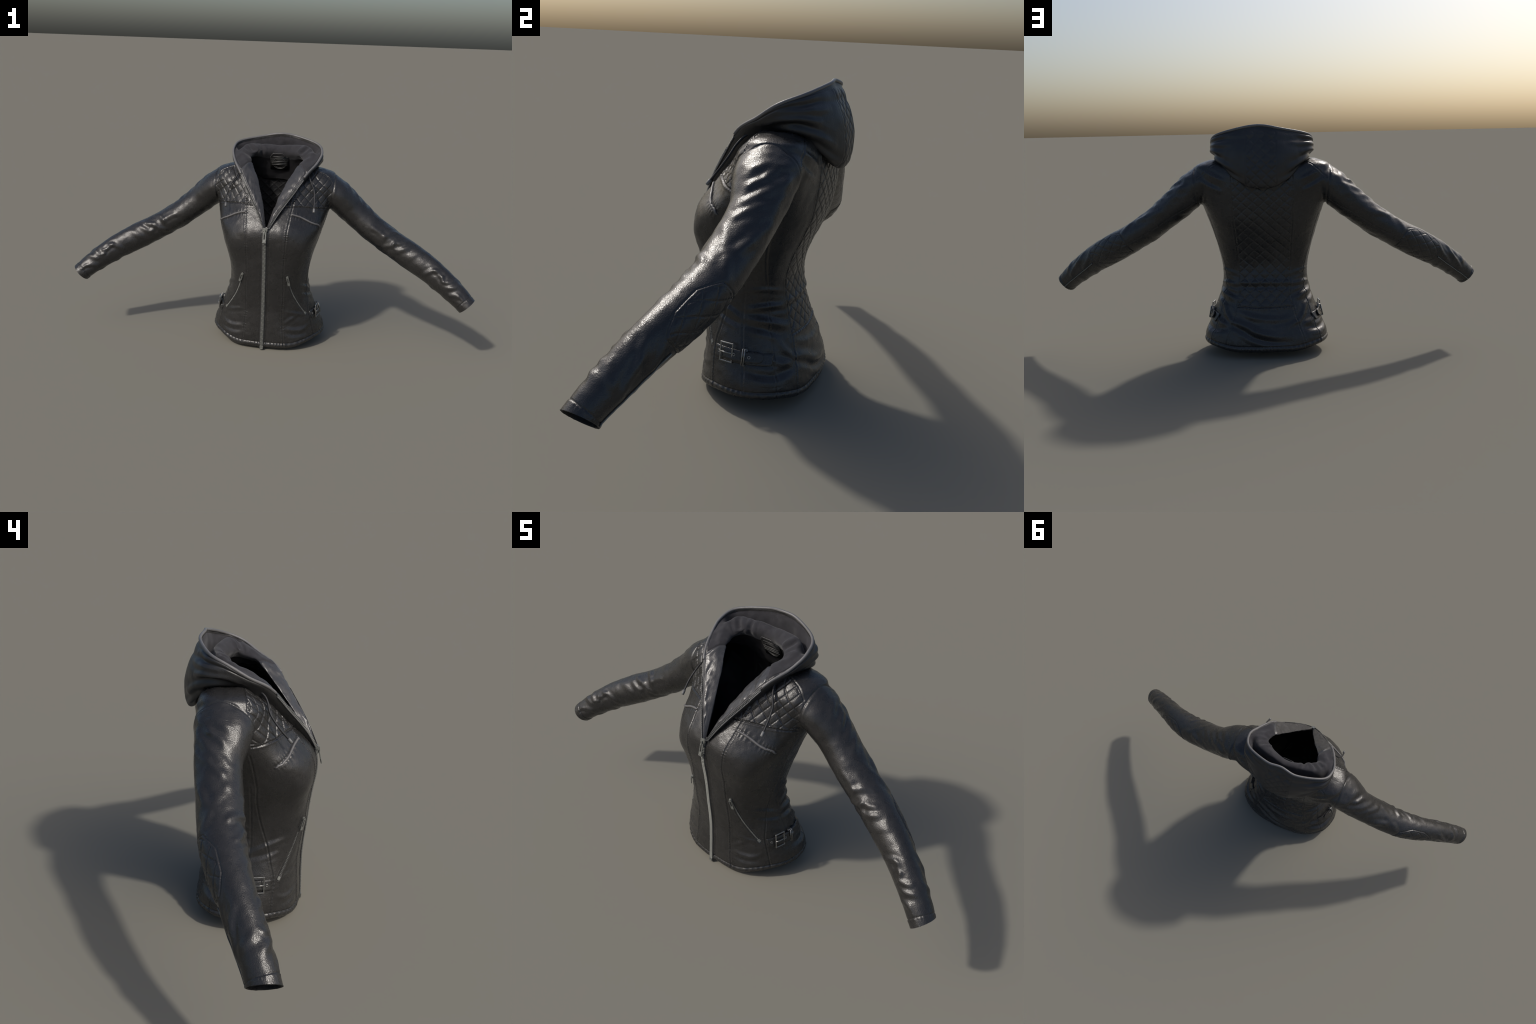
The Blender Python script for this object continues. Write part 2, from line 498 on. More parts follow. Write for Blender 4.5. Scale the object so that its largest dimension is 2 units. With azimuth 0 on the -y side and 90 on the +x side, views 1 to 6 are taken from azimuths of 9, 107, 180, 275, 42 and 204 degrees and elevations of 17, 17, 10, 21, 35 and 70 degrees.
# elbow patches, drawn in sleeve coordinates (distance along, degrees round)
PATCH = [(.503, -60), (.500, -10), (.508, 30), (.540, 45), (.572, 58), (.612, 57), (.650, 54), (.688, 36), (.706, 22), (.699, -12),
         (.690, -50), (.680, -80), (.580, -72)]
def polygon_inside(px, py, poly):
    """Signed distance, > 0 inside."""
    poly = np.array(poly, float); n = len(poly)
    inside = np.zeros(len(px), bool); dist = np.full(len(px), 1e9)
    for k in range(n):
        x0, y0 = poly[k]; x1, y1 = poly[(k + 1) % n]
        cond = ((y0 > py) != (y1 > py)) & (px < (x1 - x0) * (py - y0) / (y1 - y0 + 1e-12) + x0)
        inside ^= cond
        t = np.clip(((px - x0) * (x1 - x0) + (py - y0) * (y1 - y0)) / ((x1 - x0) ** 2 + (y1 - y0) ** 2), 0, 1)
        dist = np.minimum(dist, np.hypot(px - x0 - t * (x1 - x0), py - y0 - t * (y1 - y0)))
    return np.where(inside, dist, -dist)
ARC = ANGS * math.pi / 180 * .064
PATCH_F = np.full(len(V), -1.0)
PATCH_F[IN_SLEEVE] = polygon_inside(S_SL[IN_SLEEVE], ARC[IN_SLEEVE], [(p, q * math.pi / 180 * .064) for p, q in PATCH])
pm = smooth01(PATCH_F, .002, .006)
DISP += .0016 * smooth01(PATCH_F, -.001, .0015) - .0022 * np.exp(-((PATCH_F + .0015) / .0018) ** 2) * IN_SLEEVE
DISP -= .0012 * np.exp(-((PATCH_F - .008) / .0018) ** 2) * IN_SLEEVE
wob = .006 * value_noise(BASE, 20, 8)
DISP += quilt(S_SL - .52 + wob, ARC + .01 - wob, .062, .046, pm * (PATCH_F > .006), .0022, .0010, .0018)

# seams
seam(PRINCESS, stitch=.005, pucker=.0009)
seam([(.0185, -.21, z) for z in np.linspace(.60, .03, 14)], depth=.0010, width=.002, pucker=.0003)
seam(SIDE_A)
seam(SIDE_B, depth=.0016, pucker=.0003)
seam(SIDE_C, depth=.0018, pucker=.0003)
seam(BACK_D, depth=.0022, pucker=.0006)
seam(YOKE, depth=.0032, width=.003, pucker=.0009, wave=.016, stitch=-.006)
seam(YOKE_TOP, depth=.0024, stitch=.005)
seam(BACK_YOKE, depth=.0018, pucker=.0003)
armd = AX - arm_x(Z)
near = (Z > .64) & (AX < .34)
DISP += near * (-.0026 * np.exp(-(armd / .0024) ** 2) + .0012 * np.exp(-((armd - .009) / .006) ** 2))
# back base of the quilting with small gathers under it
i, d, a, C = line_field(KD, len(V), catmull(BACK_BASE, 8), .02, BVH)
below = Z[i] < .2275
DISP[i] += -.0028 * np.exp(-(d / .0024) ** 2) + below * (.0016 + .0011 * np.sin(2 * np.pi * a / .014 + 2 * np.sin(a * 40))) * np.exp(-((d - .006) / .005) ** 2)
# sleeve seam along the back of the arm
us = [(.13, -35), (.221, -28), (.312, -25), (.381, -20), (.496, -15), (.604, -7), (.70, -10)]
use = np.interp(S_SL, [p[0] for p in us], [p[1] for p in us])
dd = (ANGS - use) * math.pi / 180 * .066
DISP += IN_SLEEVE * (S_SL > .13) * (S_SL < .70) * (-.0016 * np.exp(-(dd / .002) ** 2))
# cuff turn-up and hem band with gathers
DISP += IN_SLEEVE * (-.0020 * np.exp(-((S_SL - .939) / .0018) ** 2) + .0010 * smooth01(S_SL, .939, .942)
                     + .0005 * np.sin(ANG / 360 * 2 * np.pi * 22 + 2 * np.sin(ANG * .1)) * np.exp(-((S_SL - .945) / .006) ** 2))
thet = np.arctan2(Y, X)
girth = thet * .27
hemw = 2 * np.pi * girth / .024 + 2.5 * np.sin(girth * 17) + 1.5 * np.sin(girth * 41)
low = (Z0 < .08) & ~IN_SLEEVE
DISP += low * (-.0030 * np.exp(-((Z0 - .027) / .0028) ** 2) + .0030 * np.exp(-((Z0 - .013) / .009) ** 2)
               + .0017 * np.sin(hemw) * np.exp(-((Z0 - .020) / .009) ** 2) * (.6 + .4 * value_noise(BASE, 12, 4))
               - .004 * (1 - smooth01(Z0, 0, .006)))
# gathers round the chest welts
WELT = [(.107, -.163, .694), (.157, -.150, .679), (.206, -.132, .652), (.240, -.092, .626)]
for p in both(WELT):
    i, d, a, C = line_field(KD, len(V), catmull(p, 8), .03, BVH)
    DISP[i] += (.0006 * np.sin(2 * np.pi * a / .017 + 3 * np.sin(a * 45)) * np.exp(-((d - .012) / .010) ** 2)
                - .0012 * np.exp(-((d - .006) / .003) ** 2))
POCKET = [(.109, -.195, .391), (.120, -.183, .349), (.140, -.163, .290), (.170, -.139, .232), (.200, -.117, .184)]
for p in both(POCKET):
    i, d, a, C = line_field(KD, len(V), catmull(p, 8), .018, BVH)
    DISP[i] += -.0030 * np.exp(-(d / .005) ** 2) + .0012 * np.exp(-((d - .009) / .003) ** 2)

DISP += .0015 * (1 - smooth01(AX, .011, .016)) * (Y < -.1) * (Z < .64)
# folds of the cloth: waist, hips and back
fold([(.171, .063, .335), (.09, .108, .332), (.005, .117, .334), (-.11, .103, .331), (-.165, .065, .346)], .0035, .011, (1,))
fold([(.171, .063, .314), (.09, .108, .311), (.005, .117, .311), (-.11, .103, .309), (-.165, .065, .320)], -.002, .009, (1,))
fold([(.198, .036, .290), (.154, .1, .270), (.123, .12, .256)], .005, .010)
fold([(.139, .159, .146), (.093, .178, .120), (.047, .19, .094), (-.028, .194, .076), (-.112, .186, .074)], -.006, .012, (1,))
fold([(.135, .159, .170), (.08, .178, .142), (.02, .19, .116), (-.06, .194, .100)], .004, .014, (1,))
fold([(.131, .136, .207), (.065, .161, .184), (-.03, .170, .172), (-.126, .154, .175)], .0035, .012, (1,))
fold([(.187, .091, .229), (.162, .141, .172), (.104, .172, .142)], .004, .011)
fold([(.16, .149, .149), (.199, .121, .153), (.233, .063, .170)], .004, .012)
fold([(.199, -.003, .316), (.172, .060, .326), (.112, .105, .316)], .005, .009)
fold([(.203, -.004, .288), (.180, .075, .272), (.134, .121, .245)], .005, .010)
fold([(.206, -.004, .262), (.19, .06, .250), (.16, .105, .228)], -.004, .009)
fold([(.26, .022, .125), (.234, .1, .118), (.174, .149, .125)], -.005, .012)
fold([(.195, -.011, .375), (.177, .049, .384), (.120, .092, .369)], .003, .008)
fold([(.195, -.126, .178), (.146, -.158, .193), (.100, -.175, .205)], .0025, .009)
fold([(.225, -.115, .125), (.19, -.14, .108), (.154, -.162, .107), (.104, -.179, .114)], .0035, .010)
fold([(.215, -.125, .085), (.16, -.16, .080), (.110, -.179, .090)], -.003, .010)
fold([(.101, -.177, .139), (.129, -.167, .160), (.160, -.147, .182)], .0025, .009, (1,))
fold([(.205, -.014, .283), (.193, -.072, .309), (.162, -.139, .332)], .0035, .009)
fold([(.208, -.014, .262), (.200, -.072, .280), (.175, -.12, .297)], -.003, .008)
fold([(.165, .185, .795), (.201, .179, .812), (.255, .159, .840)], .004, .009)
fold([(.182, .183, .770), (.222, .177, .790), (.262, .165, .815)], -.003, .009)
fold([(.17, .187, .745), (.22, .178, .765), (.265, .162, .790)], .003, .010)

# folds of the sleeves: start and end as (distance along, degrees round), height, half-width
ARM_FOLDS = [
    (.142, 112, .112, 50, .0045, .011), (.205, 104, .160, 70, .0060, .010), (.160, 70, .090, 36, .0045, .010), (.251, 90, .150, 30, .0060, .012),
    (.307, 100, .251, 57, .0045, .012), (.251, 57, .193, 17, .0040, .012), (.138, 29, .271, 30, .0040, .011), (.225, 22, .290, 8, .0035, .012),
    (.355, 35, .410, 40, .0040, .012), (.290, 11, .402, 40, .0045, .013), (.440, 55, .500, 24, .0050, .012), (.340, 110, .420, 70, .0030, .014),
    (.362, 160, .443, 166, .0045, .010), (.443, 165, .481, 103, .0060, .011), (.470, 205, .500, 160, .0055, .010), (.500, 160, .545, 115, .0060, .010),
    (.498, 156, .531, 175, .0050, .009), (.530, 178, .580, 130, .0045, .011), (.600, 175, .640, 120, .0030, .013),
    (.714, 195, .755, 128, .0060, .010), (.737, 148, .795, 140, .0055, .010), (.785, 139, .815, 156, .0050, .009), (.813, 155, .835, 110, .0065, .010),
    (.835, 160, .878, 100, .0060, .011), (.865, 188, .912, 150, .0050, .010), (.900, 165, .930, 150, .0030, .009),
    (.707, 26, .776, -25, .0055, .010), (.750, 60, .800, 5, .0050, .011), (.776, 29, .863, -10, .0055, .011), (.830, 80, .870, 20, .0045, .011),
    (.730, -70, .790, -110, .0045, .013), (.830, -60, .880, -120, .0040, .012), (.330, -120, .420, -80, .0040, .014), (.450, -100, .500, -150, .0040, .013),
    (.200, -120, .260, -60, .0030, .014),
]
arc_r = ANGS * math.pi / 180 * .066
for k, (s0, a0, s1, a1, amp, w) in enumerate(ARM_FOLDS):
    for sd in (1, -1):
        j = .9 + .2 * RNG.random(); sh = (RNG.random(2) - .5) * (.006 if sd > 0 else .02)
        m = IN_SLEEVE & (X * sd > 0)
        mid = (a0 + a1) / 2
        rel = ((ANG[m] - mid + 180) % 360 - 180) * math.pi / 180 * .066
        p0 = np.array([s0 + sh[0], (a0 - mid) * math.pi / 180 * .066]); p1 = np.array([s1 + sh[1], (a1 - mid) * math.pi / 180 * .066])
        e = p1 - p0; L = np.linalg.norm(e); e /= L
        q0 = S_SL[m] - p0[0]; q1 = rel - p0[1]
        t = (q0 * e[0] + q1 * e[1]) / L
        bend = .006 * np.sin(t * 3 + k)
        d = -q0 * e[1] + q1 * e[0] + bend
        end = np.exp(-(np.clip(np.abs(t - .5) - .38, 0, None) / .22) ** 2)
        DISP[m] += (.55 if 95 < mid < 215 else .60) * amp * j * end * (np.exp(-(d / (1.15 * w)) ** 2) - .5 * np.exp(-((d - 1.8 * w) / w) ** 2) - .3 * np.exp(-((d + 1.9 * w) / w) ** 2))
# faint unevenness everywhere
DISP += .0011 * value_noise(BASE, 26, 1) + .0006 * value_noise(BASE, 60, 2)
on_border = border(V, F)
V = BASE + N * DISP[:, None]
N = vertex_normals(V, F)
BVH2 = BVHTree.FromPolygons([tuple(v) for v in V], [tuple(f) for f in F])

# --- split the shell into its panels -----------------------------------------
cen = BASE[F].mean(1)
def of_faces(a):
    return a[F].mean(1)
fs, fa, fz0 = S_SL[F[:, 0]], ANGS[F[:, 0]], of_faces(Z0)
fx, fy, fz = cen.T; fax = np.abs(fx)
region = np.full(len(F), "front_panel", dtype=object)
region[fy > np.where(fz < .672, at(SIDE_A, fz, 1), -.01)] = "side_panel"
region[(fy > .02) & (fax < at(BACK_D, fz, 0))] = "back_panel"
region[(of_faces(BACK_F) > 0) & (fy > .02)] = "quilted_back_panel"
region[(fz > np.interp(fax, [.13, .165, .205, .245, .281, .3], [.9, .880, .867, .837, .805, .79])) & (fy > .0)] = "shoulder_panel"
region[(of_faces(YOKE_F) > 0) & (fy < .05) & (fz > .69)] = "quilted_yoke"
region[(fz0 < .027)] = "hem_band"
sl = IN_SLEEVE[F].sum(1) >= 2
region[sl] = "sleeve"
region[sl & (of_faces(PATCH_F) > 0)] = "elbow_patch"
region[sl & (fs > .939)] = "cuff"
sleeves = {}
def shell_piece(name, mask, parent):
    f = F[mask]; used = np.unique(f); remap = np.full(len(V), -1); remap[used] = np.arange(len(used))
    return mesh_object(name, V[used], remap[f], LEATHER, parent, normals=N[used])
for name in ("sleeve", "elbow_patch", "cuff", "front_panel", "side_panel", "quilted_yoke", "shoulder_panel"):
    for sd in (1, -1):
        mk = (region == name) & (fx * sd > 0)
        par = sleeves[sd] if name in ("elbow_patch", "cuff") else ROOT
        ob = shell_piece(name, mk, par)
        if name == "sleeve":
            sleeves[sd] = ob
for name in ("back_panel", "quilted_back_panel", "hem_band"):
    shell_piece(name, region == name, ROOT)

# lining inside the shell, closed to it at hem and cuffs
inner_mask = (~sl) | (fs > .80)
f = F[inner_mask]; used = np.unique(f); remap = np.full(len(V), -1); remap[used] = np.arange(len(used))
thick = np.where(Z0 < .03, .007, .0045)
LV = V - N * thick[:, None]
LV[:, 2] = np.where(Z0 < .002, LV[:, 2] + .002, LV[:, 2])
lf = remap[f][:, ::-1]
be = border_edges(F)
be = be[(Z0[be].max(1) < .01) | (S_SL[be].min(1) > .9)]
extra = len(used)
ring = np.unique(be); rmap = {int(v): extra + k for k, v in enumerate(ring)}
strip = [(rmap[int(a)], rmap[int(b)], int(remap[b]), int(remap[a]))[::-1] for a, b in be]
LVV = np.concatenate([LV[used], V[ring] - N[ring] * .0002])
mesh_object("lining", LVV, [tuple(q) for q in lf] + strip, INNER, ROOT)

# ---------------------------------------------------------------------- hood
# stations from the front point round to the middle of the back; each row is the
# section there: under the hood, fold, belly (2), rim, lining below rim, trough, roll, mouth, collar, base
HOOD = np.array([
    [(.004, -.222, .622), (.005, -.225, .622), (.006, -.227, .622), (.007, -.229, .623), (.006, -.231, .625), (.004, -.229, .627), (.003, -.226, .628), (.002, -.223, .628), (.001, -.219, .627), (.003, -.216, .623), (.006, -.213, .620)],
    [(.062, -.150, .705), (.062, -.158, .705), (.061, -.165, .705), (.059, -.170, .706), (.055, -.173, .709), (.049, -.171, .714), (.042, -.163, .721), (.036, -.154, .727), (.030, -.148, .727), (.036, -.146, .715), (.060, -.148, .700)],
    [(.122, -.082, .786), (.121, -.092, .787), (.119, -.102, .788), (.115, -.111, .789), (.110, -.116, .793), (.102, -.113, .800), (.090, -.097, .813), (.079, -.080, .825), (.069, -.068, .826), (.090, -.076, .803), (.122, -.080, .782)],
    [(.174, -.010, .860), (.176, -.026, .866), (.175, -.042, .869), (.170, -.055, .870), (.164, -.061, .875), (.155, -.057, .883), (.140, -.035, .898), (.128, -.015, .907), (.115, .003, .904), (.137, .001, .886), (.168, -.002, .860)],
    [(.180, .030, .872), (.196, .022, .888), (.206, .018, .898), (.213, .012, .910), (.208, .009, .920), (.199, .007, .924), (.178, .010, .926), (.154, .016, .934), (.129, .028, .916), (.152, .032, .895), (.184, .036, .868)],
    [(.180, .090, .872), (.200, .092, .890), (.217, .093, .912), (.229, .087, .938), (.224, .075, .961), (.216, .072, .961), (.198, .069, .957), (.168, .062, .959), (.132, .055, .926), (.155, .064, .902), (.185, .085, .868)],
    [(.135, .155, .840), (.150, .180, .836), (.177, .180, .878), (.198, .165, .940), (.190, .146, .989), (.184, .141, .984), (.170, .131, .915), (.152, .112, .980), (.105, .081, .949), (.130, .108, .905), (.155, .150, .842)],
    [(.070, .178, .800), (.070, .222, .776), (.080, .240, .830), (.087, .227, .920), (.078, .191, 1.007), (.074, .182, 1.010), (.072, .172, .885), (.066, .138, .979), (.054, .103, .949), (.062, .138, .89), (.075, .174, .80)],
    [(0, .185, .798), (0, .232, .766), (0, .246, .825), (0, .233, .915), (0, .189, 1.0135), (0, .180, 1.016), (0, .180, .885), (0, .150, .975), (0, .113, .949), (0, .138, .89), (0, .172, .80)],
])
# the lapel edges bow forward between the zip and the collar
for st, d in ((1, (-.006, -.018, -.005)), (2, (-.001, -.014, 0)), (3, (.002, -.005, .001))):
    HOOD[st] += np.array(d) * np.array([.2, .5, .8, 1, 1, 1, .8, .6, .4, .4, .2])[:, None]
PER_STATION, PER_RAIL = 26, 26
def loft_hood():
    other = HOOD * MIRROR
    # the far side of the rim sits a little rounder than the near one
    for st, d in ((5, (0, -.003, -.003)), (6, (-.011, -.008, -.004)), (7, (-.007, 0, -.007))):
        other[st, 3:7] += np.array(d)
    full = np.concatenate([HOOD, other[::-1][1:]])
    along = catmull(full, PER_STATION)                       # (M, rails, 3)
    sect = catmull(along.transpose(1, 0, 2), PER_RAIL)       # (K, M, 3)
    return sect.transpose(1, 0, 2)                           # (M, K, 3)
G = loft_hood()
M_, K_ = G.shape[:2]
hood_base = G.copy()
RIM_K = 4 * PER_RAIL
FAB0 = 3 * PER_STATION; FAB1 = M_ - 1 - FAB0
gridF = grid_faces(M_, K_)
HV = G.reshape(-1, 3)
hn = vertex_normals(HV, gridF)
if hn[(M_ // 2) * K_ + 2 * PER_RAIL, 1] < 0:      # leather side faces out
    gridF = gridF[:, ::-1]
    hn = -hn
mi = np.repeat(np.arange(M_), K_) / PER_STATION            # station coordinate 0..16
ki = np.tile(np.arange(K_), M_) / PER_RAIL                 # rail coordinate 0..10
ms = np.minimum(mi, 16 - mi)                               # 0 front .. 8 back
rim = G[:, RIM_K]
rim_arc = np.r_[0, np.cumsum(np.linalg.norm(np.diff(rim, axis=0), axis=1))]
ra = np.repeat(rim_arc, K_)
hd = np.zeros(len(HV))
kdh = KDTree(len(HV))
for i, v in enumerate(HV):
    kdh.insert(v, i)
kdh.balance()
BVHH = BVHTree.FromPolygons([tuple(v) for v in HV], [tuple(q) for q in gridF])
def hood_fold(poly, amp, w, outer=True, sides=(1, -1)):
    for sd in sides:
        p = np.asarray(poly, float) * (MIRROR if sd < 0 else 1)
        i, d, a, C = line_field(kdh, len(HV), catmull(p, 8) if len(p) > 2 else p, w * 3, BVHH, step=.003)
        ok = (ki[i] < 4) if outer else (ki[i] > 4.2)
        i, d, a = i[ok], d[ok], a[ok]
        fade = np.sin(np.pi * np.clip(a / a.max(), .03, .97)) ** .6
        hd[i] += amp * fade * (np.exp(-(d / w) ** 2) - .45 * np.exp(-((d - 1.7 * w) / w) ** 2))
hood_fold([(.208, .02, .898), (.222, .08, .918), (.214, .15, .925), (.18, .195, .92)], .006, .010)
hood_fold([(.206, .05, .893), (.205, .13, .885), (.17, .19, .87), (.12, .222, .85)], .006, .012)
hood_fold([(.215, .09, .905), (.208, .15, .905), (.17, .20, .895)], -.004, .009)
hood_fold([(.222, .085, .948), (.205, .15, .965), (.15, .19, .985)], -.004, .008)
hood_fold([(.212, .13, .94), (.19, .19, .955), (.13, .215, .96)], .0035, .010)
hood_fold([(.19, .18, .86), (.14, .215, .825), (.09, .235, .81)], -.004, .011)
hood_fold([(.15, .19, .83), (.11, .222, .80), (.07, .237, .79)], .003, .010)
# quilted middle panel of the hood and its two seams
hx = HV[:, 0]
half = .064
outer = (ki < 4) & (ms > 6)
hmask = smooth01(half - np.abs(hx), 0, .005) * outer * smooth01(ki, .9, 1.1) * (1 - smooth01(ki, 3.75, 3.95))
wob = .004 * value_noise(HV, 14, 6)
hd += quilt(hx + wob, HV[:, 2] - .8 + wob, .045, .043, hmask, .0024, .0014)
hd += outer * (-.0020 * np.exp(-((np.abs(hx) - half) / .002) ** 2) + .0008 * np.exp(-((np.abs(hx) - half - .006) / .004) ** 2))
# turned edge below the rim outside, with a stitched groove
hd += (ms > 2.2) * (ki < 4) * (-.0022 * np.exp(-((ki - 3.55) / .10) ** 2) + .0012 * np.exp(-((ki - 3.8) / .15) ** 2))
# gathers along the lapels and along the rim's inner edge
gat = np.sin(2 * np.pi * ra / .021 + 2.2 * np.sin(ra * 23) + 1.3 * np.sin(ra * 57)) + .5 * np.sin(2 * np.pi * ra / .012 + 3 * np.sin(ra * 31))
lap = (ms < 3) & (ki > 4)
hd += lap * smooth01(ms, .25, .9) * .0036 * value_noise(np.c_[ra * 62, ki * .8, np.sign(8 - mi) * 3], 1, 12) * np.exp(-((ki - 5.5) / .40) ** 2)
hd += lap * smooth01(ms, .3, 1) * (-.0020 * np.exp(-((ki - 4.75) / .12) ** 2))
hd += (ms >= 3) * (ki > 4) * (.0006 * gat * np.exp(-((ki - 4.8) / .25) ** 2) - .0020 * np.exp(-((ki - 5.05) / .08) ** 2) * smooth01(ms, 3, 3.3))
# step between lapel leather and lining
hd += (ki > 4) * (ki < 8.6) * (-.0028 * np.exp(-((ms - 3) / .045) ** 2) + .0012 * np.exp(-((ms - 2.88) / .06) ** 2))
# soft dents of the lining and lapels
lin = (ki > 4.6) * (ms > 3)
hd += lin * (.0045 * value_noise(HV, 17, 21) + .0025 * value_noise(HV, 34, 22)) * smooth01(ms, 3, 3.4)
hd += lap * smooth01(ms, .4, 1.2) * (.0026 * value_noise(HV, 30, 23) + .0012 * value_noise(HV, 70, 24))
hood_fold([(.15, .11, .975), (.135, .095, .955), (.11, .085, .93)], -.008, .010, False)
hood_fold([(.19, .075, .955), (.165, .062, .945), (.135, .055, .92)], .004, .012, False)
hood_fold([(.09, .125, .975), (.085, .105, .95), (.08, .10, .92)], -.006, .009, False, (-1,))
hd += (ki < 4) * (ms > 2.5) * .0018 * value_noise(HV, 24, 31)
HV2 = HV + hn * hd[:, None]
hn2 = vertex_normals(HV2, gridF)

def hood_piece(name, fmask, mat, parent):
    f = gridF[fmask]
    used = np.unique(f); remap = np.full(len(HV), -1); remap[used] = np.arange(len(used))
    return mesh_object(name, HV2[used], remap[f], mat, parent, normals=hn2[used])
fm = gridF.min(1) // K_; fk = gridF.min(1) % K_
fab = (fm >= FAB0) & (fm < FAB1)
HOODOB = hood_piece("hood", fk < RIM_K, HOOD_LEATHER, ROOT)
band = RIM_K + PER_RAIL
hood_piece("hood_facing", (fk >= RIM_K) & (fk < band) & fab, HOOD_LEATHER, HOODOB)
coll = int(8.7 * PER_RAIL)
hood_piece("hood_lining", (fk >= band) & (fk < coll) & fab, LINING, HOODOB)
hood_piece("collar", (fk >= coll) & fab, COLLAR, ROOT)
hood_piece("lapel", (fk >= RIM_K) & (fm < FAB0), LAPEL_LEATHER, ROOT)
hood_piece("lapel", (fk >= RIM_K) & (fm >= FAB1), LAPEL_LEATHER, ROOT)
G2 = HV2.reshape(M_, K_, 3); HN2 = hn2.reshape(M_, K_, 3)
BVHH2 = BVHTree.FromPolygons([tuple(v) for v in HV2], [tuple(q) for q in gridF])

# rolled edge of the hood
top_k = RIM_K - 6 + np.argmax(G2[:, RIM_K - 6:RIM_K + 14, 2], axis=1)
lift = smooth01(np.minimum(np.arange(M_), M_ - 1 - np.arange(M_)) / PER_STATION, 3.2, 5)[:, None]
edge = G2[:, RIM_K] * (1 - lift) + (G2[np.arange(M_), top_k] + [0, 0, .0005]) * lift
edge = resample(edge[FAB0 - 6:FAB1 + 7], .012)
edge = resample(catmull(edge, 4), .004)
mesh_object("rim_piping", *tube(edge, .0056, 12), PIPING, HOODOB)

# ------------------------------------------------------------------- fittings
def on_body(p, lift=0.0):
    h = BVH2.find_nearest(Vector(p))
    n = np.array(h[1]); 
    i = F[h[2]]; n = unit(N[i].mean(0))
    return np.array(h[0]) + n * lift, n

def front_y(x, z):
    h = BVH2.ray_cast(Vector((x, -1, z)), Vector((0, 1, 0)))
    return h[0][1] if h[0] is not None else None

def path_frames(C, surface, lift):
    P, Nn = [], []
    for c in C:
        p, n = surface(c, lift); P.append(p); Nn.append(n)
    P = np.array(P); Nn = np.array(Nn)
    T = unit(np.gradient(P, axis=0)); Nn = unit(Nn - (Nn * T).sum(1, keepdims=True) * T)
    return P, T, Nn, np.cross(T, Nn)

def ribbon(P, B, Nn, width, thick):
    """Flat band with depth along P; B across, Nn up; width scalar or per point."""
    w = np.broadcast_to(np.asarray(width, float), (len(P),))[:, None] / 2
    e = min(thick * .45, .0012)
    prof = [(-1, 0), (-1, thick - e), (-1 + .12, thick), (1 - .12, thick), (1, thick - e), (1, 0)]
    V = np.stack([P + B * w * a + Nn * h for a, h in prof], 1)
    m = len(prof)
    Fx = [tuple(q) for q in grid_faces(len(P), m, True)]
    Fx.append(tuple(range(m))[::-1]); Fx.append(tuple((len(P) - 1) * m + k for k in range(m)))
    return V.reshape(-1, 3), Fx

# main zip: tape, teeth, slider and pull
zz = np.linspace(.004, .618, 90)
zp = []
for z in zz:
    y = front_y(-.003, max(z, .016)); zp.append((-.003, y, z))
zp = np.array(zp); zp[:, 1] = np.convolve(np.pad(zp[:, 1], 4, 'edge'), np.ones(9) / 9, 'valid')
T = unit(np.gradient(zp, axis=0)); Bx = np.tile([1.0, 0, 0], (len(zp), 1)); Nz = unit(np.cross(Bx, T)); Nz *= -np.sign(Nz[:, 1:2])
ZIP = mesh_object("zipper", *ribbon(zp - Nz * .0015, Bx, Nz, .024, .0032), TAPE, ROOT)
TOOTH = None
def add_tooth(p, t, n, b, size, parent, name="zipper_tooth"):
    global TOOTH
    if TOOTH is None:
        Vb, Fb = box((1, 1, 1), .14, 1)
        TOOTH = mesh_object("zipper_tooth", Vb, Fb, METAL, None, smooth=False); tm = TOOTH
        ob = TOOTH
    else:
        ob = TOOTH.copy(); COL.objects.link(ob)
    M = Matrix.Identity(4)
    for c, (ax, sc) in enumerate(((b, size[0]), (t, size[1]), (n, size[2]))):
        for r in range(3):
            M[r][c] = ax[r] * sc
    M[0][3], M[1][3], M[2][3] = p
    ob.parent = parent
    ob.matrix_local = M
    return ob
cz = resample(zp, .0068)
for k, p in enumerate(cz):
    j = int(np.argmin(np.abs(zp[:, 2] - p[2])))
    for sd in (1, -1):
        q = p + Bx[j] * sd * .0036 + T[j] * (.0018 * sd) + Nz[j] * .0030
        add_tooth(q, T[j], Nz[j], Bx[j], (.0086, .0036, .0052), ZIP)
# bottom stop
hard_object("zipper_stop", *place(box((.016, .005, .016), .001), np.eye(3), zp[0] + [0, -.005, .007]), METAL, ZIP)
top = zp[-1]; n = Nz[-1]; t = T[-1]
R = np.stack([np.array([1.0, 0, 0]), n, t], 1)
sl_parts = [place(box((.024, .011, .016), .0018), R, top + n * .006 + t * .008), place(box((.016, .011, .016), .0018), R, top + n * .006 - t * .007),
            place(box((.006, .008, .018), .0012), R, top + n * .013)]
hard_object("zipper_slider", *join(sl_parts), METAL, ZIP)
tilt = unit(-t + n * .10); nn = unit(np.cross([1.0, 0, 0], tilt)); nn = nn if nn[1] < 0 else -nn
R2 = np.stack([np.array([1.0, 0, 0]), nn, tilt], 1)
o = top + n * .0125 - t * .004
pp = [place(box(sz, .0010), R2, o + R2 @ np.array(q)) for sz, q in (
    ((.0044, .0032, .050), (-.0058, 0, .024)), ((.0044, .0032, .050), (.0058, 0, .024)), ((.016, .0034, .006), (0, 0, .002)),
    ((.016, .0034, .014), (0, 0, .040)), ((.018, .0034, .005), (0, 0, .0485)))]
hard_object("zipper_pull", *join(pp), METAL, ZIP)

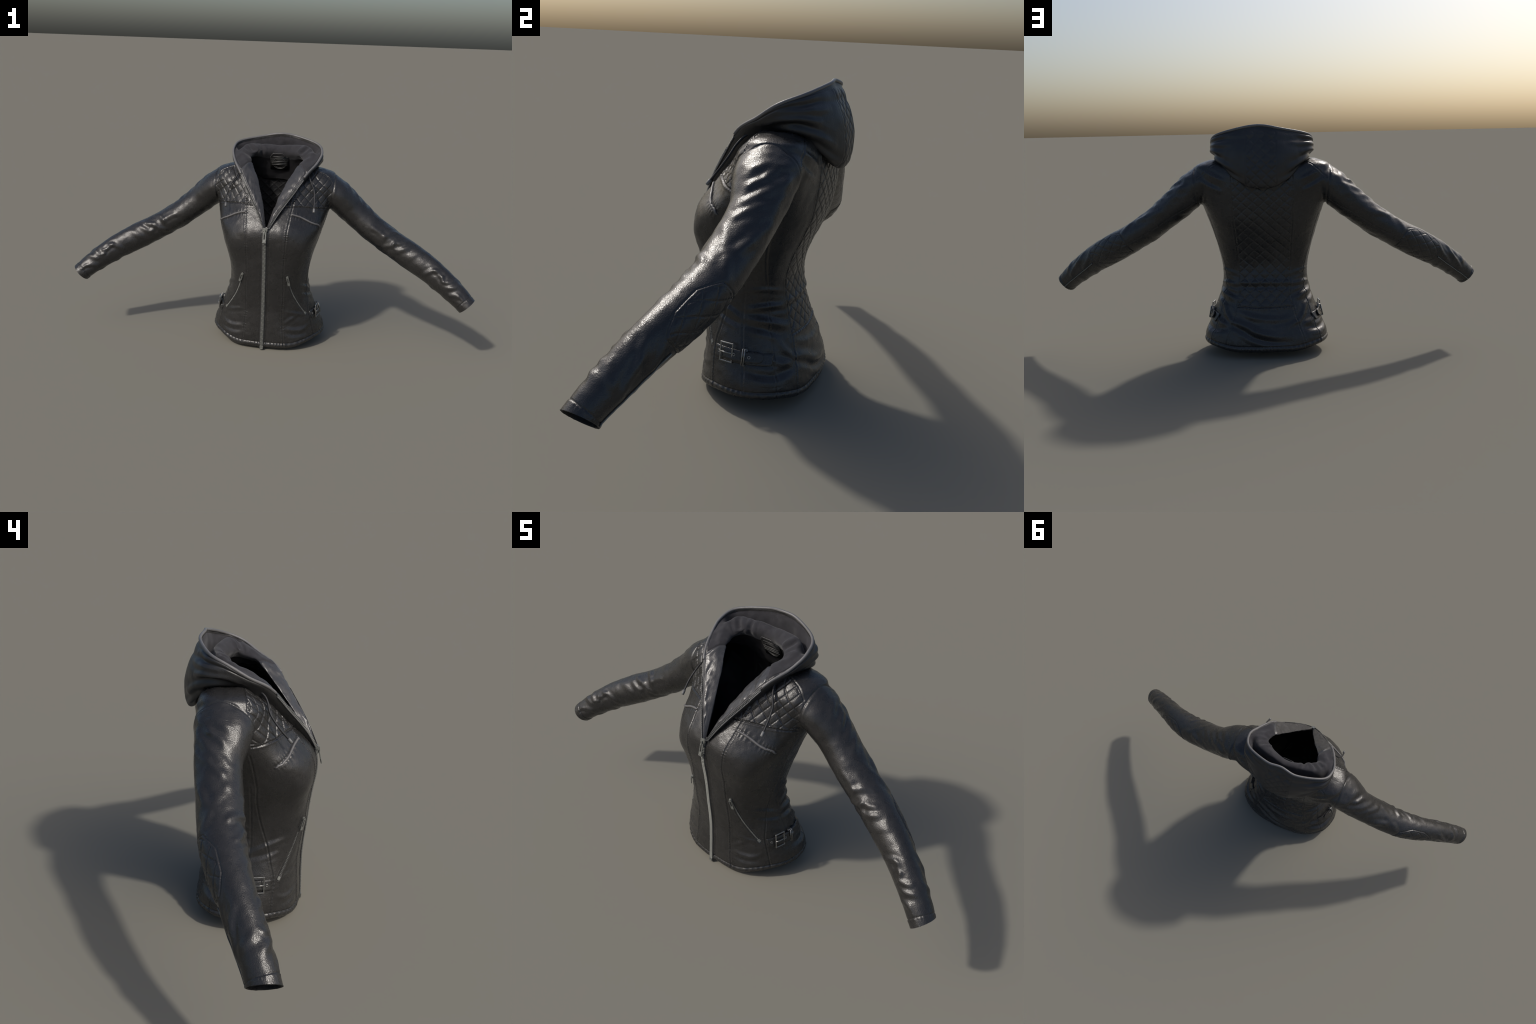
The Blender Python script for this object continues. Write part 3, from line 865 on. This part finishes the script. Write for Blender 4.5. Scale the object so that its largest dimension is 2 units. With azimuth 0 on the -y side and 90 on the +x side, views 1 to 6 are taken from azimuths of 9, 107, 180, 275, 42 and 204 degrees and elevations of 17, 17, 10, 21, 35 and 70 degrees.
# zip halves along the lapels, just under their edge
for sd in (1, -1):
    a0, a1 = int(.15 * PER_STATION), int(2.72 * PER_STATION)
    idx = np.arange(a0, a1) if sd > 0 else M_ - 1 - np.arange(a0, a1)
    kk = int(3.55 * PER_RAIL)
    C = G2[idx, kk]; nrm = HN2[idx, kk]; C = resample(np.c_[C, nrm], .003)
    P, Nn = C[:, :3], unit(C[:, 3:]); Tt = unit(np.gradient(P, axis=0)); Bb = np.cross(Tt, Nn)
    tp = mesh_object("lapel_zipper", *ribbon(P - Nn * .001, Bb, Nn, .012, .0024), TAPE, ROOT)
    V1, F1 = tube(P + Nn * .0020 + Bb * (.0035 if sd > 0 else -.0035), .0024, 6)
    mesh_object("zipper_tape_edge", V1, F1, PIPING, tp)
    Q = resample(np.c_[P, Tt, Nn, Bb], .0072)
    for q in Q:
        add_tooth(q[:3] + q[6:9] * .0022 + q[9:12] * (-.001 * sd), unit(q[3:6]), unit(q[6:9]), unit(q[9:12]), (.0060, .0036, .0036), tp)

# chest welts
for p in both(WELT):
    P, Tt, Nn, Bb = path_frames(resample(catmull(p, 12), .003), on_body, .0010)
    r = .0044 * np.clip(np.minimum(np.arange(len(P)), np.arange(len(P))[::-1]) / 4 + .35, .3, 1)
    mesh_object("chest_pocket_welt", *tube(P, r, 10), PIPING, ROOT)

# slanted pockets with their zips
for sd in (1, -1):
    p = np.array(POCKET) * (MIRROR if sd < 0 else 1)
    P, Tt, Nn, Bb = path_frames(resample(catmull(p, 12), .003), on_body, .0002)
    zt = mesh_object("pocket_zipper", *ribbon(P, Bb, Nn, .011, .0022), TAPE, ROOT)
    Q = resample(np.c_[P, Tt, Nn, Bb], .0055)
    for q in Q[2:-2]:
        add_tooth(q[:3] + q[6:9] * .0022, unit(q[3:6]), unit(q[6:9]), unit(q[9:12]), (.0052, .0030, .0026), zt)
    R = np.stack([Bb[1], Nn[1], Tt[1]], 1)
    hard_object("zipper_slider", *join([place(box((.012, .007, .012), .0014), R, P[1] + Nn[1] * .005),
                place(box((.0045, .005, .008), .001), R, P[1] + Nn[1] * .0095)]), METAL, zt)
    tl = unit(Tt[2] + Nn[2] * .02 + np.array([0, 0, -.15])); bn = unit(np.cross(tl, Nn[2])); nn = np.cross(bn, tl); nn = nn * np.sign(nn @ Nn[2])
    R2 = np.stack([bn, nn, tl], 1); o = P[1] + Nn[1] * .0105
    hard_object("zipper_pull", *join([place(box(sz, .0008), R2, o + R2 @ np.array(q)) for sz, q in (
        ((.0034, .0028, .038), (-.0045, 0, .020)), ((.0034, .0028, .038), (.0045, 0, .020)), ((.0124, .003, .005), (0, 0, .002)),
        ((.0124, .003, .014), (0, 0, .036)))]), METAL, zt)
    R = np.stack([Bb[-2], Nn[-2], Tt[-2]], 1)
    hard_object("zipper_stop", *place(box((.012, .0040, .013), .001), R, P[-2] + Nn[-2] * .003), METAL, zt)

# cuff zips on the back seam of the sleeves
for sd in (1, -1):
    st = np.linspace(.712, .950, 60); an = np.interp(st, [.70, .781, .86, .95], [-20, -27, -31, -30])
    step = np.linalg.norm(np.diff(SL_CURVE[:, :3], axis=0), axis=1).mean()
    C = []
    for q, a in zip(st, an):
        k = min(int(round(q / step)), len(SL_CURVE) - 1); ar = math.radians(a)
        c = SL_CURVE[k, :3] + SL_CURVE[k, 3] * math.cos(ar) * SL_H[k] + SL_CURVE[k, 4] * math.sin(ar) * SL_N[k]
        C.append(c * (MIRROR if sd < 0 else 1))
    P, Tt, Nn, Bb = path_frames(resample(np.array(C), .004), on_body, -.0006)
    P = P[:-1]; Tt = Tt[:-1]; Nn = Nn[:-1]; Bb = Bb[:-1]
    zt = mesh_object("cuff_zipper", *ribbon(P, Bb, Nn, .009, .0022), TAPE, sleeves[sd])
    mesh_object("zipper_chain", *tube(P + Nn * .0022, .0019, 6), METAL, zt)

# side straps with buckles
def side_point(y, z, sd, lift):
    h = BVH2.ray_cast(Vector((sd * .6, y, z)), Vector((-sd, 0, 0)))
    n = unit(N[F[h[2]]].mean(0))
    return np.array(h[0]) + n * lift, n
def side_band(y0, y1, zc0, zc1, width, lift, thick, sd, n=40, round_end=False):
    ys = np.linspace(y0, y1, n); zs = np.linspace(zc0, zc1, n)
    rows = []; w = np.full(n, width)
    if round_end:
        e = (y1 - ys) / (width * .55); w = width * np.sqrt(np.clip(1 - np.clip(1 - e, 0, 1) ** 2, .004, 1))
    m = 9
    outv = []
    for y, z, wd in zip(ys, zs, w):
        up = [side_point(y, z + o * wd, sd, 0) for o in (-.35, 0, .35)]
        nn = unit(up[0][1] + up[1][1] + up[2][1]); c = up[1][0]; d = unit(up[2][0] - up[0][0])
        prof = [(-.5, 0), (-.5, thick * .7), (-.46, thick), (-.3, thick * .96), (0, thick * .94), (.3, thick * .96), (.46, thick), (.5, thick * .7), (.5, 0)]
        outv.append([c + d * a * wd + nn * (lift + h) for a, h in prof])
    Vb = np.array(outv).reshape(-1, 3)
    Fb = [tuple(q) for q in grid_faces(n, m, True)]
    Fb.append(tuple(range(m))[::-1]); Fb.append(tuple((n - 1) * m + k for k in range(m)))
    return Vb, Fb
def ring(center, R, r, rt, seg=20, s2=8):
    a = np.linspace(0, 2 * np.pi, seg, endpoint=False)
    b = np.linspace(0, 2 * np.pi, s2, endpoint=False)
    Vr = [center + R @ np.array([(r + rt * math.cos(q)) * math.cos(p), rt * math.sin(q), (r + rt * math.cos(q)) * math.sin(p)]) for p in a for q in b]
    Fr = [(i * s2 + j, i * s2 + (j + 1) % s2, ((i + 1) % seg) * s2 + (j + 1) % s2, ((i + 1) % seg) * s2 + j) for i in range(seg) for j in range(s2)]
    return np.array(Vr), Fr
def bar_loop(pts, r, closed=True):
    parts = []
    n = len(pts)
    for k in range(n if closed else n - 1):
        a, b = np.array(pts[k]), np.array(pts[(k + 1) % n]); e = unit(b - a) * r * .8
        parts.append(tube(np.array([a - e, a, b, b + e]), r, 8, up=(.3, .5, .81)))
    return join(parts)
for sd in (1, -1):
    st = mesh_object("side_strap", *side_band(-.094, .098, .172, .168, .040, -.0005, .0040, sd), LEATHER, ROOT)
    mesh_object("strap_end", *side_band(-.060, .070, .176, .172, .036, .0075, .0040, sd, round_end=True), LEATHER, st)
    def frame_at(y, z, lift):
        c, n = side_point(y, z, sd, lift)
        n = unit(n * [1, 1, .6]); up = unit(np.array([0, 0, 1.0]) - n * n[2]); f = np.cross(up, n)   # f along the strap
        f = f * np.sign(f[1]); return c, n, up, f
    c, n, up, f = frame_at(-.046, .178, .0135)
    hw, hh = .021, .030
    pts = [c - f * hw - up * hh - n * .003, c - f * hw + up * hh + n * .003, c + f * hw + up * hh, c + f * hw - up * hh - n * .005]
    mesh_object("buckle", *bar_loop(pts, .0026), BUCKLE_METAL, st)
    mesh_object("buckle_prong", *tube(np.array([c - f * .023 + n * .003, c - f * .005 + n * .005, c + f * .020 + n * .002]), .0023, 8), BUCKLE_METAL, st)
    c, n, up, f = frame_at(.010, .174, .0085)
    hw, hh = .0045, .026
    pts = [c - up * hh - n * .009, c - up * hh + n * .006, c + up * hh + n * .006, c + up * hh - n * .009]
    lp = [tube(np.array([pts[k], pts[(k + 1) % 4]]) , .0024, 8, up=(.3, .5, .81)) for k in range(4)]
    lp += [(v + f * .007, q) for v, q in lp]
    mesh_object("strap_loop", *join(lp), BUCKLE_METAL, st)
    for y, z, lf_ in ((-.078, .173, .0042), (.026, .173, .0122), (-.020, .176, .0125)):
        c, n, up, f = frame_at(y, z, lf_)
        mesh_object("eyelet", *ring(c, np.stack([f, n, up], 1), .0042, .0013), BUCKLE_METAL, st)

# drawstrings
CORD_R = [(.165, -.020, .872), (.176, -.045, .855), (.190, -.064, .830), (.206, -.080, .797), (.212, -.108, .755), (.214, -.134, .720)]
CORD_L = [(-.165, -.020, .872), (-.174, -.045, .855), (-.184, -.058, .834), (-.206, -.070, .800), (-.217, -.102, .757), (-.214, -.134, .720)]
for c in (CORD_R, CORD_L):
    C = resample(catmull(c, 12), .003)
    ob = mesh_object("drawstring", *tube(C, .0037, 10), CORD, ROOT)
    e = unit(C[-1] - C[-3])
    q = np.array([C[-1] - e * .003, C[-1] - e * .002, C[-1] + e * .015, C[-1] + e * .017])
    mesh_object("cord_tip", *tube(q, [.004, .0058, .0058, .0050], 14), CORD_TIP, ob)

# label inside the collar
def on_collar(x, z):
    h = BVHH2.ray_cast(Vector((x, -.3, z)), Vector((0, 1, 0)))
    while h[0] is not None and h[0][1] < .06:
        h = BVHH2.ray_cast(Vector(h[0]) + Vector((0, .002, 0)), Vector((0, 1, 0)))
    return h[0][1]
cx = .004
y1, y0 = on_collar(cx, .925) - .003, on_collar(cx, .852) - .003
up = unit([0, y1 - y0, .073]); nn = np.array([0, -up[2], up[1]]); mid = np.array([cx, (y0 + y1) / 2, .8885]) + nn * .004
R = np.stack([np.array([1.0, 0, 0]), nn, up], 1)
LB = mesh_object("label", *place(box((.094, .002, .082), .0008), R, mid), LABEL, ROOT)
marks = [ring(mid + nn * .0015, R, .033, .0016, 40, 6), ring(mid + nn * .0015, R, .027, .0010, 40, 6)]
marks += [place(box((.080, .0035, .0028), .0008), R, mid + nn * .003 + up * u) for u in (.012, .002, -.007)]
marks += [place(box((.092, .003, .0035), .001), R, mid + nn * .002 + up * .040)]
mesh_object("label_emblem", *join(marks), LABEL_MARK, LB)
hl = np.array([mid + R @ np.array([x, .003, z]) for x, z in ((-.040, .042), (-.030, .058), (.018, .058), (.030, .042))])
mesh_object("hanging_loop", *tube(resample(hl, .004), .0045, 8, squash=.35, up=nn), LAPEL_LEATHER, LB)

# thread stitches along the seams
parts = []
def add_stitches(P, Tt, Nn, Bb, off, length=.0050, pitch=.0092):
    Q = resample(np.c_[P, Tt, Nn, Bb], pitch)
    for q in Q[1:-1]:
        if RNG.random() < .12:
            continue
        c = q[:3] + q[9:12] * off; t = unit(q[3:6]); n_ = unit(q[6:9])
        p2, n2 = on_body(c, .0002)
        seg = np.array([p2 - t * length * .5 - n2 * .0006, p2 - t * length * .25 + n2 * .0003, p2 + t * length * .25 + n2 * .0003, p2 + t * length * .5 - n2 * .0006])
        parts.append(tube(seg, [.0004, .0009, .0009, .0004], 6, up=n2))
for C, off in SEAMS:
    P, Tt, Nn, Bb = path_frames(resample(C, .004), on_body, 0)
    add_stitches(P, Tt, Nn, Bb, off)
ST = mesh_object("stitching", *join(parts), THREAD, ROOT)
ST["kind"] = "stuff"
